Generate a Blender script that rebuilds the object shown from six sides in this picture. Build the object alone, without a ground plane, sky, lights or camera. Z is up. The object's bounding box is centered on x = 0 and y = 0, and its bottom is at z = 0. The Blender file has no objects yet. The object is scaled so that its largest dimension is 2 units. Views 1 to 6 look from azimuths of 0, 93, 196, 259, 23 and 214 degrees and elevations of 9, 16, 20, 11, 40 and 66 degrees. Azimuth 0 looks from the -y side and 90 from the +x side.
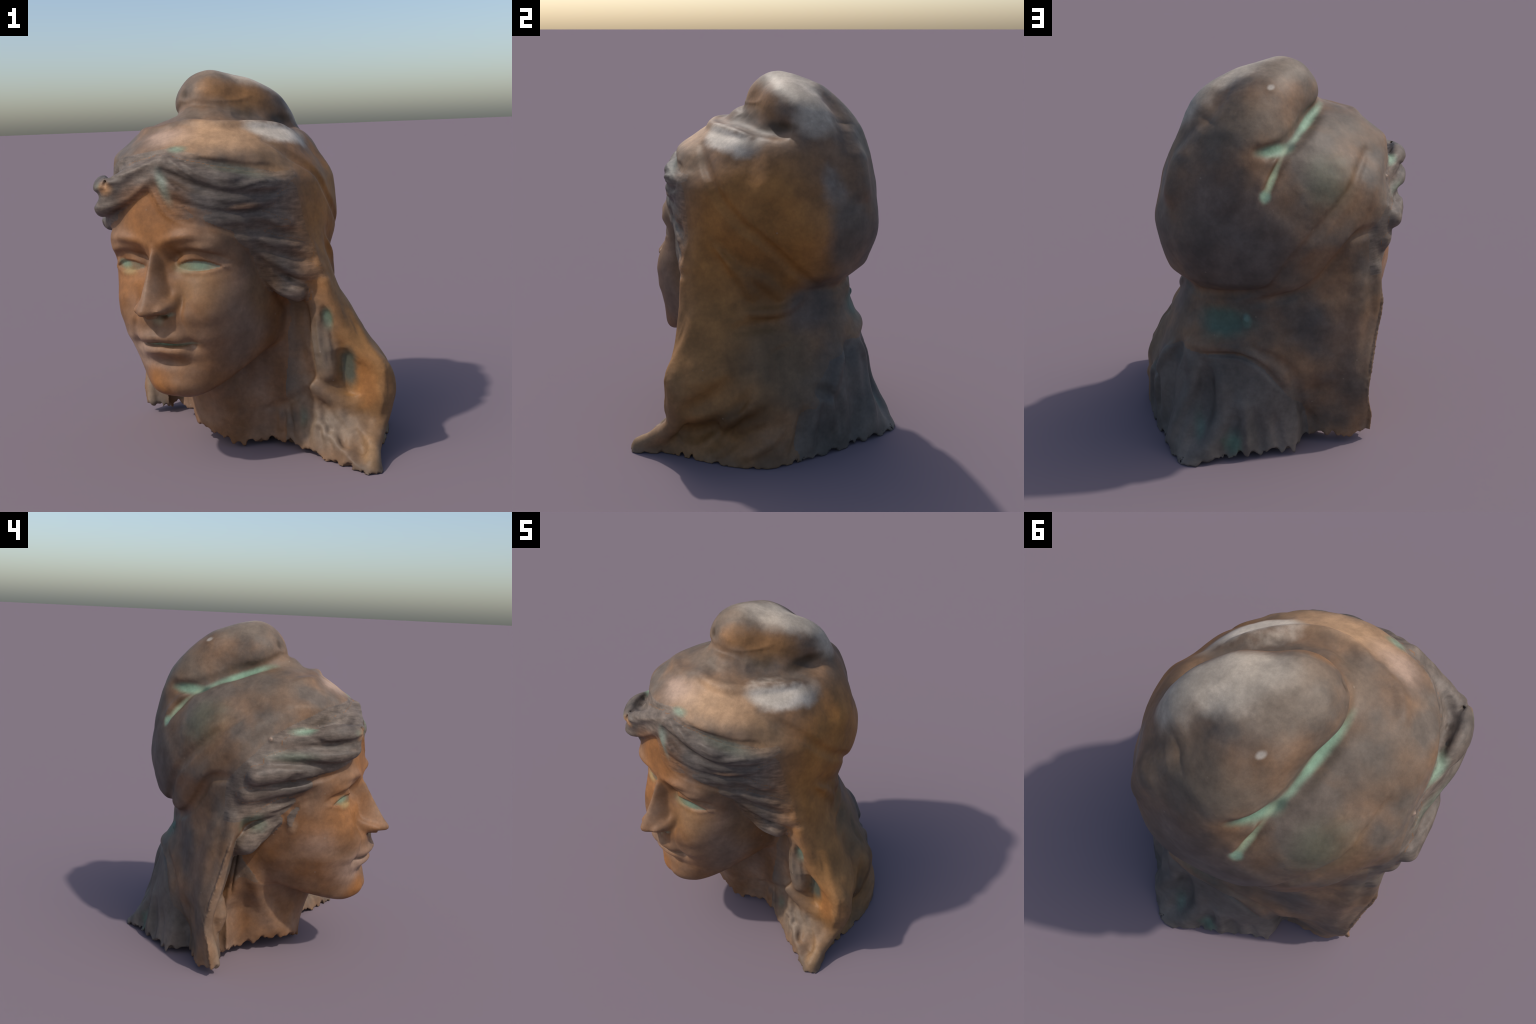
# Bronze head of a woman in a soft forward-tipped cap with hanging veil.
# Implicit modelling: lofted sections, tubes and ellipsoids are blended into one
# distance field, creases and folds are pressed in with strokes, the field is
# meshed once, and the faces are then split into named parts.
import bpy, math
import numpy as np

H = 0.0068                    # mesh cell size
LO = np.array([-0.90, -0.90, -0.06]); HI = np.array([0.90, 0.90, 2.06])
f32 = np.float32

# ---------------------------------------------------------------- helpers
def pchip(x, y, xq):
    """monotone cubic through (x, y) rows of y, evaluated at xq"""
    x = np.asarray(x, float); y = np.asarray(y, float)
    h = np.diff(x); d = np.diff(y, axis=0) / h.reshape(-1, *([1] * (y.ndim - 1)))
    m = np.zeros_like(y)
    a, b = d[:-1], d[1:]
    with np.errstate(divide='ignore', invalid='ignore'):
        hm = 2 * a * b / (a + b)
    m[1:-1] = np.where(a * b > 0, hm, 0)
    m[0] = d[0]; m[-1] = d[-1]
    i = np.clip(np.searchsorted(x, xq) - 1, 0, len(h) - 1)
    t = np.clip((xq - x[i]) / h[i], 0, 1)
    sh = (-1,) + (1,) * (y.ndim - 1)
    t = t.reshape(sh); hh = h[i].reshape(sh)
    t2, t3 = t * t, t * t * t
    return ((2*t3 - 3*t2 + 1) * y[i] + (t3 - 2*t2 + t) * hh * m[i]
            + (-2*t3 + 3*t2) * y[i+1] + (t3 - t2) * hh * m[i+1])

def spline(pts, n=10):
    """Catmull-Rom through control points, n steps per span"""
    p = np.asarray(pts, float)
    if len(p) < 3:
        t = np.linspace(0, 1, n)[:, None]
        return p[0] * (1 - t) + p[-1] * t
    q = np.vstack([2*p[0] - p[1], p, 2*p[-1] - p[-2]])
    out = []
    for i in range(len(p) - 1):
        a, b, c, d = q[i:i+4]
        for t in np.linspace(0, 1, n, endpoint=False):
            out.append(.5*((2*b) + (c-a)*t + (2*a-5*b+4*c-d)*t*t + (3*b-a-3*c+d)*t**3))
    out.append(p[-1])
    return np.array(out)

def rot_euler(rx, ry, rz):
    rx, ry, rz = map(math.radians, (rx, ry, rz))
    X = np.array([[1,0,0],[0,math.cos(rx),-math.sin(rx)],[0,math.sin(rx),math.cos(rx)]])
    Y = np.array([[math.cos(ry),0,math.sin(ry)],[0,1,0],[-math.sin(ry),0,math.cos(ry)]])
    Z = np.array([[math.cos(rz),-math.sin(rz),0],[math.sin(rz),math.cos(rz),0],[0,0,1]])
    return Z @ Y @ X

# value noise (smooth, seeded)
_rng = np.random.default_rng(7)
_NT = _rng.random((32, 32, 32)).astype(f32)
def vnoise(P, scale):
    q = P * f32(scale) + f32(100)
    i = np.floor(q).astype(np.int32); t = (q - i).astype(f32)
    t = t * t * (3 - 2 * t); i &= 31; j = (i + 1) & 31
    x0, y0, z0 = i.T; x1, y1, z1 = j.T; u, v, w = t.T
    N = _NT
    c00 = N[x0,y0,z0]*(1-u) + N[x1,y0,z0]*u; c10 = N[x0,y1,z0]*(1-u) + N[x1,y1,z0]*u
    c01 = N[x0,y0,z1]*(1-u) + N[x1,y0,z1]*u; c11 = N[x0,y1,z1]*(1-u) + N[x1,y1,z1]*u
    return (c00*(1-v) + c10*v)*(1-w) + (c01*(1-v) + c11*v)*w - f32(.5)

# ---------------------------------------------------------------- head frame
# a: towards her left, b: forward, c: up (the head leans a little to her right)
def face_to_world(a, b, c):
    z = c + .04 * a
    lat = a - .065 + .12 * (.85 - z)
    return np.array([.875*lat - .485*b, -.485*lat - .875*b, z])
def world_to_face(P):
    x, y, z = P.T
    lat = .875*x - .485*y
    a = lat + f32(.065) - f32(.12) * (f32(.85) - z)
    return a, -.485*x - .875*y, z - f32(.04) * a

# ---------------------------------------------------------------- primitives
PRIMS = []      # (op, k, label, lo, hi, fn)
def add(fn, lo, hi, k=.03, label=0, op='add'):
    PRIMS.append((op, k, label, np.asarray(lo, float), np.asarray(hi, float), fn))

def ellipsoid(c, r, rot=(0, 0, 0), **kw):
    c = np.asarray(c, f32); r = np.asarray(r, f32); R = rot_euler(*rot).astype(f32)
    def fn(P):
        q = (P - c) @ R / r
        l = np.sqrt((q*q).sum(1)) + f32(1e-6)
        g = np.sqrt(((q/r)**2).sum(1)) + f32(1e-6)
        return l * (l - 1) / g
    m = float(max(r))
    add(fn, c - m, c + m, **kw)

def chain_dist(P, pts, rad):
    """distance to a polyline with a radius at each point"""
    best = np.full(len(P), 9, f32)
    for i in range(len(pts) - 1):
        a = pts[i]; v = pts[i+1] - a; L2 = float(v @ v) + 1e-12
        w = P - a
        t = np.clip((w @ v) / f32(L2), 0, 1)
        w = w - t[:, None] * v
        np.minimum(best, np.sqrt((w*w).sum(1)) - (rad[i] + (rad[i+1]-rad[i]) * t), out=best)
    return best

def tube(pts, rad, n=4, **kw):
    p = spline(pts, n).astype(f32)
    r = np.interp(np.linspace(0, 1, len(p)), np.linspace(0, 1, len(rad)), rad).astype(f32)
    m = float(max(rad))
    add(lambda P: chain_dist(P, p, r), p.min(0) - m, p.max(0) + m, **kw)

STROKES = []    # curve points, laid onto the surface before meshing
def stroke(pts, width, depth, n=5, taper=True, side=0):
    """press a groove (depth > 0) or raise a ridge (depth < 0) along a curve"""
    p = spline(pts, n)
    STROKES.append(p)
    w = width
    amp = np.ones(len(p))
    if taper:
        t_ = np.linspace(0, 1, len(p)); amp = np.clip(np.minimum(t_, 1 - t_) * 5 + .2, 0, 1)
    def fn(P):
        best = np.full(len(P), 9, f32); am = np.ones(len(P), f32); q32 = p.astype(f32)
        for i in range(len(p) - 1):
            a = q32[i]; v = q32[i+1] - a; L2 = float(v @ v) + 1e-12
            q = P - a
            t = np.clip((q @ v) / f32(L2), 0, 1)
            q = q - t[:, None] * v
            d = (q*q).sum(1); k = d < best
            best = np.where(k, d, best); am = np.where(k, amp[i] + (amp[i+1]-amp[i])*t, am)
        return f32(depth) * am * np.exp(-best / f32(w*w))
    m = 2.4*w + .03
    add(fn, p.min(0) - m, p.max(0) + m, op='stroke')

RELIEF = 2.0
def groove(pts, width, depth, **kw): stroke(pts, width, depth * RELIEF, **kw)
def ridge(pts, width, height, **kw): stroke(pts, width, -height * RELIEF, **kw)

_crng = np.random.default_rng(11)
def comb(A, B, n, width, depth):
    """n hair grooves fanned between two guide curves, a little uneven"""
    A, B = spline(A, 3), spline(B, 3)
    m = max(len(A), len(B))
    f = lambda C: np.stack([np.interp(np.linspace(0, 1, m), np.linspace(0, 1, len(C)), C[:, i]) for i in range(3)], 1)
    A, B = f(A), f(B)
    for i in range(n):
        t = (i + .5 + _crng.uniform(-.3, .3)) / n
        w = _crng.normal(0, .12 / n, m); w = np.convolve(w, np.ones(3)/3, 'same') * 2
        tt = np.clip(t + w, 0, 1)[:, None]
        c = A*(1-tt) + B*tt
        a, b = _crng.uniform(0, .18), _crng.uniform(.82, 1)
        c = c[int(a*m):max(int(b*m), int(a*m)+3)]
        stroke(c, width*_crng.uniform(.7, 1.3), depth*_crng.uniform(.5, 1.3), n=2)

def bump(c, r, depth, rot=(0, 0, 0)):
    """soft dent (depth > 0) or swelling (depth < 0)"""
    c = np.asarray(c, f32); r = np.asarray(r, f32) if np.ndim(r) else np.full(3, r, f32)
    R = rot_euler(*rot).astype(f32)
    def fn(P):
        q = (P - c) @ R / r
        return f32(depth) * np.exp(-(q*q).sum(1))
    m = 2.3 * float(max(r))
    add(fn, c - m, c + m, op='stroke')

# ---------------------------------------------------------------- 1. lofted body
# Outline of cap, veil and neck at rising heights: (x, y) control points going
# anticlockwise seen from above, starting at her left (+x).
AX = (-.05, .0)
VEIL_SECTIONS = [
 (.00, [(.785,.0),(.67,.25),(.54,.45),(.41,.63),(.28,.75),(.16,.73),(.03,.67),(-.12,.60),(-.27,.53),(-.285,.40),(-.42,.39),(-.56,.34),(-.59,.27),(-.33,.132),(-.28,.04),(-.28,-.12),(-.25,-.26),(-.10,-.31),(.08,-.32),(.20,-.37),(.32,-.50),(.45,-.62),(.565,-.735),(.63,-.73),(.655,-.50),(.725,-.32)]),
 (.15, [(.765,-.01),(.65,.24),(.52,.44),(.40,.58),(.25,.66),(.14,.64),(.02,.63),(-.13,.57),(-.27,.50),(-.30,.40),(-.43,.38),(-.57,.35),(-.60,.29),(-.34,.145),(-.30,.05),(-.29,-.12),(-.26,-.25),(-.10,-.31),(.08,-.32),(.20,-.36),(.32,-.46),(.45,-.51),(.56,-.56),(.63,-.52),(.635,-.42),(.68,-.25)]),
 (.30, [(.74,-.01),(.64,.24),(.52,.42),(.40,.53),(.23,.58),(.10,.585),(.0,.59),(-.14,.56),(-.26,.49),(-.34,.41),(-.45,.385),(-.57,.375),(-.612,.34),(-.36,.167),(-.32,.06),(-.31,-.12),(-.27,-.25),(-.10,-.31),(.08,-.33),(.20,-.36),(.32,-.42),(.45,-.44),(.56,-.47),(.68,-.53),(.745,-.45),(.72,-.24)]),
 (.45, [(.69,-.01),(.60,.22),(.50,.39),(.38,.50),(.23,.55),(.08,.56),(-.02,.555),(-.15,.53),(-.28,.48),(-.38,.44),(-.48,.40),(-.59,.36),(-.63,.31),(-.40,.17),(-.39,.06),(-.36,-.11),(-.29,-.25),(-.10,-.31),(.08,-.33),(.20,-.345),(.32,-.39),(.45,-.43),(.54,-.45),(.67,-.51),(.73,-.42),(.70,-.20)]),
 (.60, [(.585,.0),(.52,.21),(.43,.36),(.33,.46),(.20,.515),(.08,.525),(-.04,.52),(-.16,.50),(-.28,.46),(-.38,.43),(-.48,.39),(-.60,.34),(-.65,.265),(-.44,.163),(-.43,.05),(-.39,-.09),(-.30,-.20),(-.10,-.27),(.08,-.30),(.20,-.32),(.32,-.38),(.44,-.44),(.53,-.46),(.62,-.44),(.64,-.34),(.605,-.16)]),
 (.75, [(.49,.02),(.44,.20),(.36,.34),(.27,.42),(.17,.47),(.06,.485),(-.05,.48),(-.16,.46),(-.28,.44),(-.38,.42),(-.50,.375),(-.61,.325),(-.672,.23),(-.46,.145),(-.43,.04),(-.36,-.08),(-.25,-.18),(-.10,-.21),(.06,-.22),(.19,-.28),(.31,-.38),(.41,-.43),(.49,-.44),(.54,-.39),(.555,-.28),(.53,-.13)]),
 (.86, [(.46,.02),(.41,.19),(.34,.31),(.26,.40),(.16,.46),(.05,.47),(-.06,.47),(-.17,.46),(-.28,.44),(-.40,.40),(-.52,.35),(-.62,.30),(-.68,.21),(-.56,.13),(-.45,.02),(-.36,-.08),(-.25,-.16),(-.10,-.20),(.08,-.28),(.20,-.37),(.32,-.43),(.40,-.45),(.46,-.42),(.485,-.36),(.495,-.26),(.48,-.12)]),
 (.97, [(.47,.02),(.455,.20),(.41,.37),(.31,.47),(.19,.54),(.06,.57),(-.06,.57),(-.18,.545),(-.30,.48),(-.43,.395),(-.54,.325),(-.63,.265),(-.68,.19),(-.66,.08),(-.55,-.05),(-.45,-.15),(-.35,-.25),(-.10,-.30),(.08,-.36),(.20,-.43),(.32,-.46),(.39,-.45),(.43,-.40),(.46,-.31),(.47,-.20),(.47,-.10)]),
]
# the cap above the ears is a plain rounded bag
CAP_SECTIONS = [
 (1.20, [(.525,.02),(.48,.35),(.26,.58),(-.07,.61),(-.33,.52),(-.57,.32),(-.72,.15),(-.68,-.08),(-.5,-.35),(-.1,-.49),(.2,-.515),(.385,-.36),(.485,-.15)]),
 (1.40, [(.51,.02),(.43,.34),(.24,.55),(-.07,.59),(-.31,.495),(-.56,.31),(-.675,.08),(-.67,-.16),(-.55,-.42),(-.18,-.555),(.15,-.525),(.36,-.365),(.46,-.14)]),
 (1.55, [(.43,.02),(.38,.32),(.22,.51),(-.05,.55),(-.24,.44),(-.47,.265),(-.615,.045),(-.65,-.2),(-.49,-.455),(-.18,-.555),(.1,-.485),(.29,-.29),(.38,-.09)]),
 (1.64, [(.37,.03),(.33,.25),(.19,.42),(-.03,.48),(-.18,.38),(-.36,.25),(-.52,.045),(-.565,-.16),(-.44,-.365),(-.18,-.45),(.05,-.40),(.23,-.24),(.32,-.08)]),
 (1.70, [(.29,.04),(.26,.20),(.14,.33),(-.03,.40),(-.15,.31),(-.29,.20),(-.43,.04),(-.485,-.14),(-.37,-.30),(-.18,-.36),(.02,-.315),(.15,-.20),(.24,-.06)]),
 (1.77, [(.13,.04),(.11,.16),(.05,.23),(-.05,.24),(-.13,.19),(-.21,.11),(-.28,.01),(-.305,-.11),(-.255,-.21),(-.16,-.24),(-.035,-.195),(.05,-.14),(.1,-.05)]),
 (1.825, [(.02,.03),(.01,.08),(-.02,.1),(-.06,.1),(-.12,.1),(-.2,.06),(-.27,.0),(-.28,-.06),(-.25,-.12),(-.15,-.145),(-.07,-.12),(-.02,-.08),(.01,-.03)]),
]
SECTIONS = VEIL_SECTIONS + CAP_SECTIONS
NTH = 360
FLAP_EDGE = np.array([(0,153.4),(.15,152.2),(.30,150.1),(.45,151.9),(.60,155.8),(.75,159.7),(.86,162.5),(.97,163.5),(2.1,163.5)])
def follow_edge(th, z):
    """turn directions so that the flap edge lies at one direction at every height"""
    shift = np.radians(np.interp(z, FLAP_EDGE[:, 0], FLAP_EDGE[:, 1]) - 155)
    dist = np.abs((np.degrees(th) - 155 + 180) % 360 - 180)
    return th - shift * np.exp(-(dist / 26)**2)
def section_radii():
    th = np.linspace(-np.pi, np.pi, NTH, endpoint=False)
    rows = []
    for z, pts in SECTIONS:
        p = np.array(pts) - AX
        ang = np.unwrap(follow_edge(np.arctan2(p[:, 1], p[:, 0]), z)); r = np.hypot(p[:, 0], p[:, 1])
        o = np.argsort(ang); ang, r = ang[o], r[o]
        A = np.concatenate([ang - 2*np.pi, ang, ang + 2*np.pi]); Rr = np.concatenate([r, r, r])
        # soften: monotone cubic in angle
        keep = np.concatenate([[True], np.diff(A) > 1e-4]); A, Rr = A[keep], Rr[keep]
        rows.append(pchip(A, Rr, th))
    zs = np.array([s[0] for s in SECTIONS]); rows = np.array(rows)
    return th, zs, rows
_th, _zs, _rows = section_radii()
_NZ = 400
_zq = np.linspace(_zs[0], _zs[-1], _NZ)
_RT = pchip(_zs, _rows, _zq).astype(f32)          # radius table (height x angle)
_RTp = np.concatenate([_RT, _RT[:, :1]], axis=1)
def loft(P):
    x, y, z = P.T
    dx, dy = x - f32(AX[0]), y - f32(AX[1])
    r = np.hypot(dx, dy)
    u = ((follow_edge(np.arctan2(dy, dx), z) + np.pi) / (2*np.pi)) % 1.0 * NTH
    v = np.clip((z - _zq[0]) / (_zq[-1] - _zq[0]), 0, 1) * (_NZ - 1)
    i = np.minimum(u.astype(int), NTH - 1); j = np.minimum(v.astype(int), _NZ - 2)
    s = (u - i).astype(f32); t = (v - j).astype(f32)
    T = _RTp
    R = (T[j, i]*(1-s) + T[j, i+1]*s)*(1-t) + (T[j+1, i]*(1-s) + T[j+1, i+1]*s)*t
    j2 = np.minimum(j + 8, _NZ - 1); j1 = np.maximum(j - 8, 0)
    slope = (T[j2, i] - T[j1, i]) / ((j2 - j1) * f32((_zq[-1]-_zq[0])/(_NZ-1)))
    i2 = np.minimum(i + 2, NTH); i1 = np.maximum(i - 2, 0)
    turn = (T[j, i2] - T[j, i1]) / ((i2 - i1) * f32(2*np.pi/NTH)) / np.maximum(r, f32(.05))
    d = (r - R) / np.sqrt(1 + slope*slope + turn*turn)
    return np.maximum(d, z - f32(_zs[-1]))
add(loft, LO, HI, k=0, label=1)

# ---------------------------------------------------------------- 2. cap peak
tube([(-.165,.035,1.814), (-.09,.19,1.755), (-.04,.33,1.60), (.02,.40,1.40)], [.174,.200,.213,.18], n=14, k=.05, label=1)
tube([(-.13,.045,1.835), (.03,.11,1.80), (.15,.21,1.71), (.20,.26,1.55)], [.155,.160,.160,.16], n=14, k=.05, label=1)

# ---------------------------------------------------------------- 3. face
PROFILE = [(1.60,.50),(1.45,.64),(1.30,.70),(1.17,.716),(1.06,.704),(.95,.716),(.85,.755),(.78,.778),(.70,.775),(.64,.752),(.56,.738),(.47,.736),(.42,.725),(.37,.68),(.33,.60),(.25,.45)]
WIDTH = [(1.60,.20),(1.48,.30),(1.38,.36),(1.25,.405),(1.15,.42),(1.0,.42),(.85,.41),(.70,.395),(.60,.365),(.50,.32),(.42,.285),(.36,.26),(.25,.22)]
_pc = np.array(PROFILE[::-1]); _wc = np.array(WIDTH[::-1])
def gauss(x, s): return np.exp(-(x/s)**2)
def face(P):
    a, b, c = world_to_face(P)
    Pm = np.interp(c, _cq, _pq).astype(f32); W = (np.interp(c, _cq, _wq) + np.where(a > 0, .0, .004)).astype(f32)
    s = np.abs(a)
    n = np.interp(c, (.75, 1.1), (2.5, 2.9)).astype(f32)
    bc = f32(.15)
    qs = s / W; qb = np.maximum(b - bc, 0) / (Pm - bc)
    Fl = np.power(qs**n + qb**n, 1/n) + f32(1e-5)
    gr = np.sqrt(((qs/Fl)**(n-1)/W)**2 + ((qb/Fl)**(n-1)/(Pm-bc))**2)
    shell = (Fl - 1) / gr                       # smooth egg of the head
    q = np.clip(qs, 0, .97)
    shell = shell + f32(.02) * a * np.clip((b - .2) / .2, 0, 1)      # a little fuller at her right
    Hh = bc + (Pm - bc) * np.power(np.maximum(1 - q**n, 0), 1/n)
    Hb = Hh
    # eye sockets, brow, cheek
    Hh = Hh - .052 * gauss(s - .185, .095) * gauss(c - 1.045, .058)
    Hh = Hh + .020 * gauss(s - .255, .060) * gauss(c - 1.118, .034)      # flesh under the outer brow
    Hh = Hh - .042 * gauss(s - .092, .040) * gauss(c - 1.07, .06)
    brow = 1.185 - 1.6*(s-.19)**2
    Hh = Hh + .020 * gauss(s - .18, .11) * gauss(c - brow, .026)
    Hh = Hh + .016 * gauss(s - .25, .10) * gauss(c - .88, .10)
    Hh = Hh - .016 * gauss(s - .14, .05) * gauss(c - .90, .08)
    # eyeball, lids
    ex, ec = (s - .205), (c - 1.034)
    ball = .656 - (ex**2 + ec**2) * 2.8 - .34*ex - 40*ex**4
    kb = f32(.014); hb = np.clip(.5 + .5*(ball - Hh)/kb, 0, 1)
    sb = Hh*(1-hb) + ball*hb + kb*hb*(1-hb)
    Hh = np.where((np.abs(ex) < .14) & (np.abs(ec) < .10), sb, Hh)
    up = 1.060 - 3.0 * ex**2 - .08*ex; lowl = 1.012 + 1.5 * ex**2
    ins = np.exp(-(ex/.115)**4)
    over = np.clip((c - up) / .010, 0, 1) * gauss(np.maximum(c - up - .012, 0), .026)
    Hh = Hh + ins * (.013 * over + .009 * np.clip((lowl - c) / .008, 0, 1) * gauss(np.maximum(lowl - c - .008, 0), .018)
                     - .011 * gauss(c - up - .050, .014))
    Hh = Hh - .005 * ins * gauss(ex - .0, .03) * gauss(c - 1.038, .022)          # hollowed iris
    # nose
    t = np.clip((1.13 - c) / (1.13 - .85), 0, 1)
    ridge = .724 + (.881 - .724) * t**1.05
    hw = .030 + .034 * t**2
    under = np.clip((c - (.812 + .25*(ridge - .80)*0)) / .022, 0, 1); under = under*under*(3-2*under)
    sidefall = np.power(np.clip(np.abs(a) / hw, 0, 4), 2.0)
    nose = ridge - .060 * sidefall
    above = np.clip((1.16 - c) / .06, 0, 1)
    nz = np.where(c > .80, nose, 0)
    base = Hh
    k = f32(.028)
    h = np.clip(.5 + .5*(nz - base)/k, 0, 1)
    sm = base*(1-h) + nz*h + k*h*(1-h)
    Hh = base + (sm - base) * under * above
    # nostril wings
    wing = .048 * gauss(s - .084, .026) * gauss(c - .860, .034) - .018 * gauss(s - .120, .018) * gauss(c - .865, .04)
    Hh = Hh + .008 * gauss(s, .035) * gauss(c - .855, .03)
    Hh = Hh + wing
    Hh = Hh - .03 * gauss(s - .045, .022) * gauss(c - .815, .014)
    # philtrum, lips, chin
    Hh = Hh - .010 * gauss(s, .014) * gauss(c - .765, .04)
    lipfall = np.clip(1 - (s/.145)**2, 0, 1)
    mid = .667 + .004*gauss(s, .03) - .25*s*s
    Hh = Hh + .028 * lipfall * gauss(c - mid - .040, .028) + .030 * lipfall * gauss(c - mid + .034, .026)
    Hh = Hh - .032 * np.clip(1 - (s/.155)**4, 0, 1) * gauss(c - mid, .0085)
    Hh = Hh - .022 * gauss(s - .155, .03) * gauss(c - .667, .035)
    Hh = Hh - .024 * gauss(s, .11) * gauss(c - .572, .028)
    Hh = Hh + .020 * np.exp(-(s/.115)**4) * gauss(c - .45, .055) - .006 * gauss(s, .02) * gauss(c - .43, .04)
    Hh = Hh - .012 * gauss(s - (.105 + .30*(.87-c)), .02) * gauss(c - .77, .06)   # nasolabial fold
    d = shell - (Hh - Hb) * np.clip((b - .2) / .15, 0, 1)
    under_jaw = .378 + .30*np.clip(.66 - b, 0, 1) + np.where(a > 0, .20, .03) * np.clip(s - .05, 0, 1) - c
    kk = f32(.05)
    u = np.maximum(kk - np.abs(d - under_jaw), 0) / kk
    d = np.maximum(d, under_jaw) + u*u*kk*f32(.25)
    d = np.maximum(d, c - f32(1.50))
    d = np.maximum(d, f32(.12) - b)
    return d
_cq = np.linspace(.2, 1.65, 600)
_pq = pchip(_pc[:, 0], _pc[:, 1], _cq); _wq = pchip(_wc[:, 0], _wc[:, 1], _cq)
add(face, (-.80,-.80,.25), (.35,.20,1.62), k=.07, label=2)

tube([face_to_world(.02,.36,.46), face_to_world(.02,.29,.30), face_to_world(.02,.24,.12), face_to_world(.02,.23,.0)], [.10,.10,.10,.10], k=.06, label=1)

# ---------------------------------------------------------------- 4. hair
def hair(pts, rad, k=.028, **kw): tube(pts, rad, k=k, label=3, **kw)
# her left: the heavy roll, then the lower strands drawn back over the temple
hair([(-.36,-.52,1.53),(-.22,-.545,1.475),(-.06,-.55,1.43),(.10,-.515,1.41),(.23,-.41,1.43)], [.045,.065,.075,.065,.05])
hair([(-.40,-.53,1.47),(-.30,-.575,1.40),(-.15,-.575,1.355),(.02,-.555,1.345),(.15,-.49,1.35),(.24,-.43,1.38)], [.04,.055,.055,.052,.04,.03])
hair([(-.41,-.53,1.43),(-.35,-.575,1.34),(-.26,-.59,1.28),(-.10,-.575,1.25),(.08,-.52,1.24),(.20,-.46,1.22)], [.03,.04,.042,.045,.05,.05])
hair([(-.22,-.575,1.25),(-.05,-.555,1.19),(.10,-.52,1.14),(.22,-.475,1.10),(.31,-.42,1.06)], [.025,.035,.045,.05,.05])
hair([(-.05,-.545,1.20),(.08,-.515,1.10),(.20,-.485,1.02),(.29,-.45,.98),(.36,-.42,.96)], [.02,.035,.045,.05,.045])
hair([(.06,-.51,1.10),(.12,-.48,.98),(.19,-.46,.90),(.27,-.44,.86)], [.025,.045,.05,.05])
# her right: thick lock standing out over the brow, lower locks to the ear
hair([(-.40,-.50,1.53),(-.53,-.465,1.47),(-.635,-.435,1.41),(-.682,-.33,1.415),(-.67,-.18,1.39),(-.65,-.02,1.36)], [.05,.065,.072,.065,.05,.035])
hair([(-.45,-.52,1.45),(-.57,-.475,1.385),(-.665,-.42,1.345),(-.69,-.28,1.31),(-.68,-.12,1.29),(-.685,.05,1.27)], [.035,.05,.062,.058,.05,.035])
hair([(-.61,-.41,1.28),(-.655,-.31,1.25),(-.69,-.18,1.22),(-.715,-.02,1.21),(-.725,.11,1.19)], [.03,.042,.05,.055,.05])
hair([(-.62,-.33,1.19),(-.64,-.22,1.15),(-.65,-.10,1.12),(-.665,.03,1.11),(-.675,.15,1.09)], [.02,.035,.045,.05,.05])
hair([(-.62,-.24,1.08),(-.615,-.17,1.02),(-.60,-.125,.94),(-.592,-.135,.87)], [.02,.032,.03,.02])
hair([(-.61,-.13,1.05),(-.61,-.02,1.0),(-.62,.10,.98)], [.035,.05,.05])
hair([(-.58,-.03,.92),(-.575,.05,.85),(-.56,.12,.78),(-.50,.16,.74)], [.045,.062,.068,.05])
hair([(-.47,-.40,1.47),(-.57,-.35,1.41),(-.61,-.22,1.36)], [.08,.095,.07])
hair([(-.58,-.40,1.38),(-.635,-.37,1.37),(-.645,-.27,1.36),(-.64,-.14,1.34)], [.07,.075,.072,.06])
# lock hanging inside the veil at her left, and the bunched cloth below it
tube([(.36,-.40,.80),(.38,-.41,.68),(.395,-.41,.55),(.415,-.42,.43)], [.035,.05,.065,.05], k=.06, label=1)
tube([(.23,-.29,.80),(.235,-.30,.62),(.215,-.31,.48),(.16,-.31,.36)], [.025,.03,.03,.02], k=.03, label=1)
tube([(.33,-.43,.36),(.43,-.445,.30),(.54,-.455,.26)], [.02,.028,.025], k=.06, label=1)

# ---------------------------------------------------------------- 4b. veil edges
# her left: rolled free edge of the veil from the ear down to the front point
tube([(.40,-.44,.90),(.44,-.44,.77),(.51,-.445,.62),(.60,-.455,.52),(.69,-.465,.45),(.715,-.455,.33),(.68,-.47,.20),(.62,-.57,.09),(.60,-.685,.03)],
     [.03,.03,.035,.04,.045,.045,.045,.045,.04], k=.04, label=1)
# her right: edge of the hanging flap, ending in a rounded tip
tube([(-.66,.22,.95),(-.655,.235,.78),(-.632,.275,.55),(-.60,.325,.32),(-.592,.30,.16),(-.59,.275,.07)], [.022,.02,.022,.028,.036,.03], k=.05, label=1)
# hollow between that flap and the neck, with a fold of cloth inside
tube([(-.455,.19,.66),(-.435,.23,.45),(-.425,.24,.2),(-.425,.23,-.05)], [.045,.07,.072,.05], k=.03, op='sub')
tube([(-.52,.25,.42),(-.515,.25,.34),(-.51,.26,.26)], [.03,.048,.03], k=.03, label=1)

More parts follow.
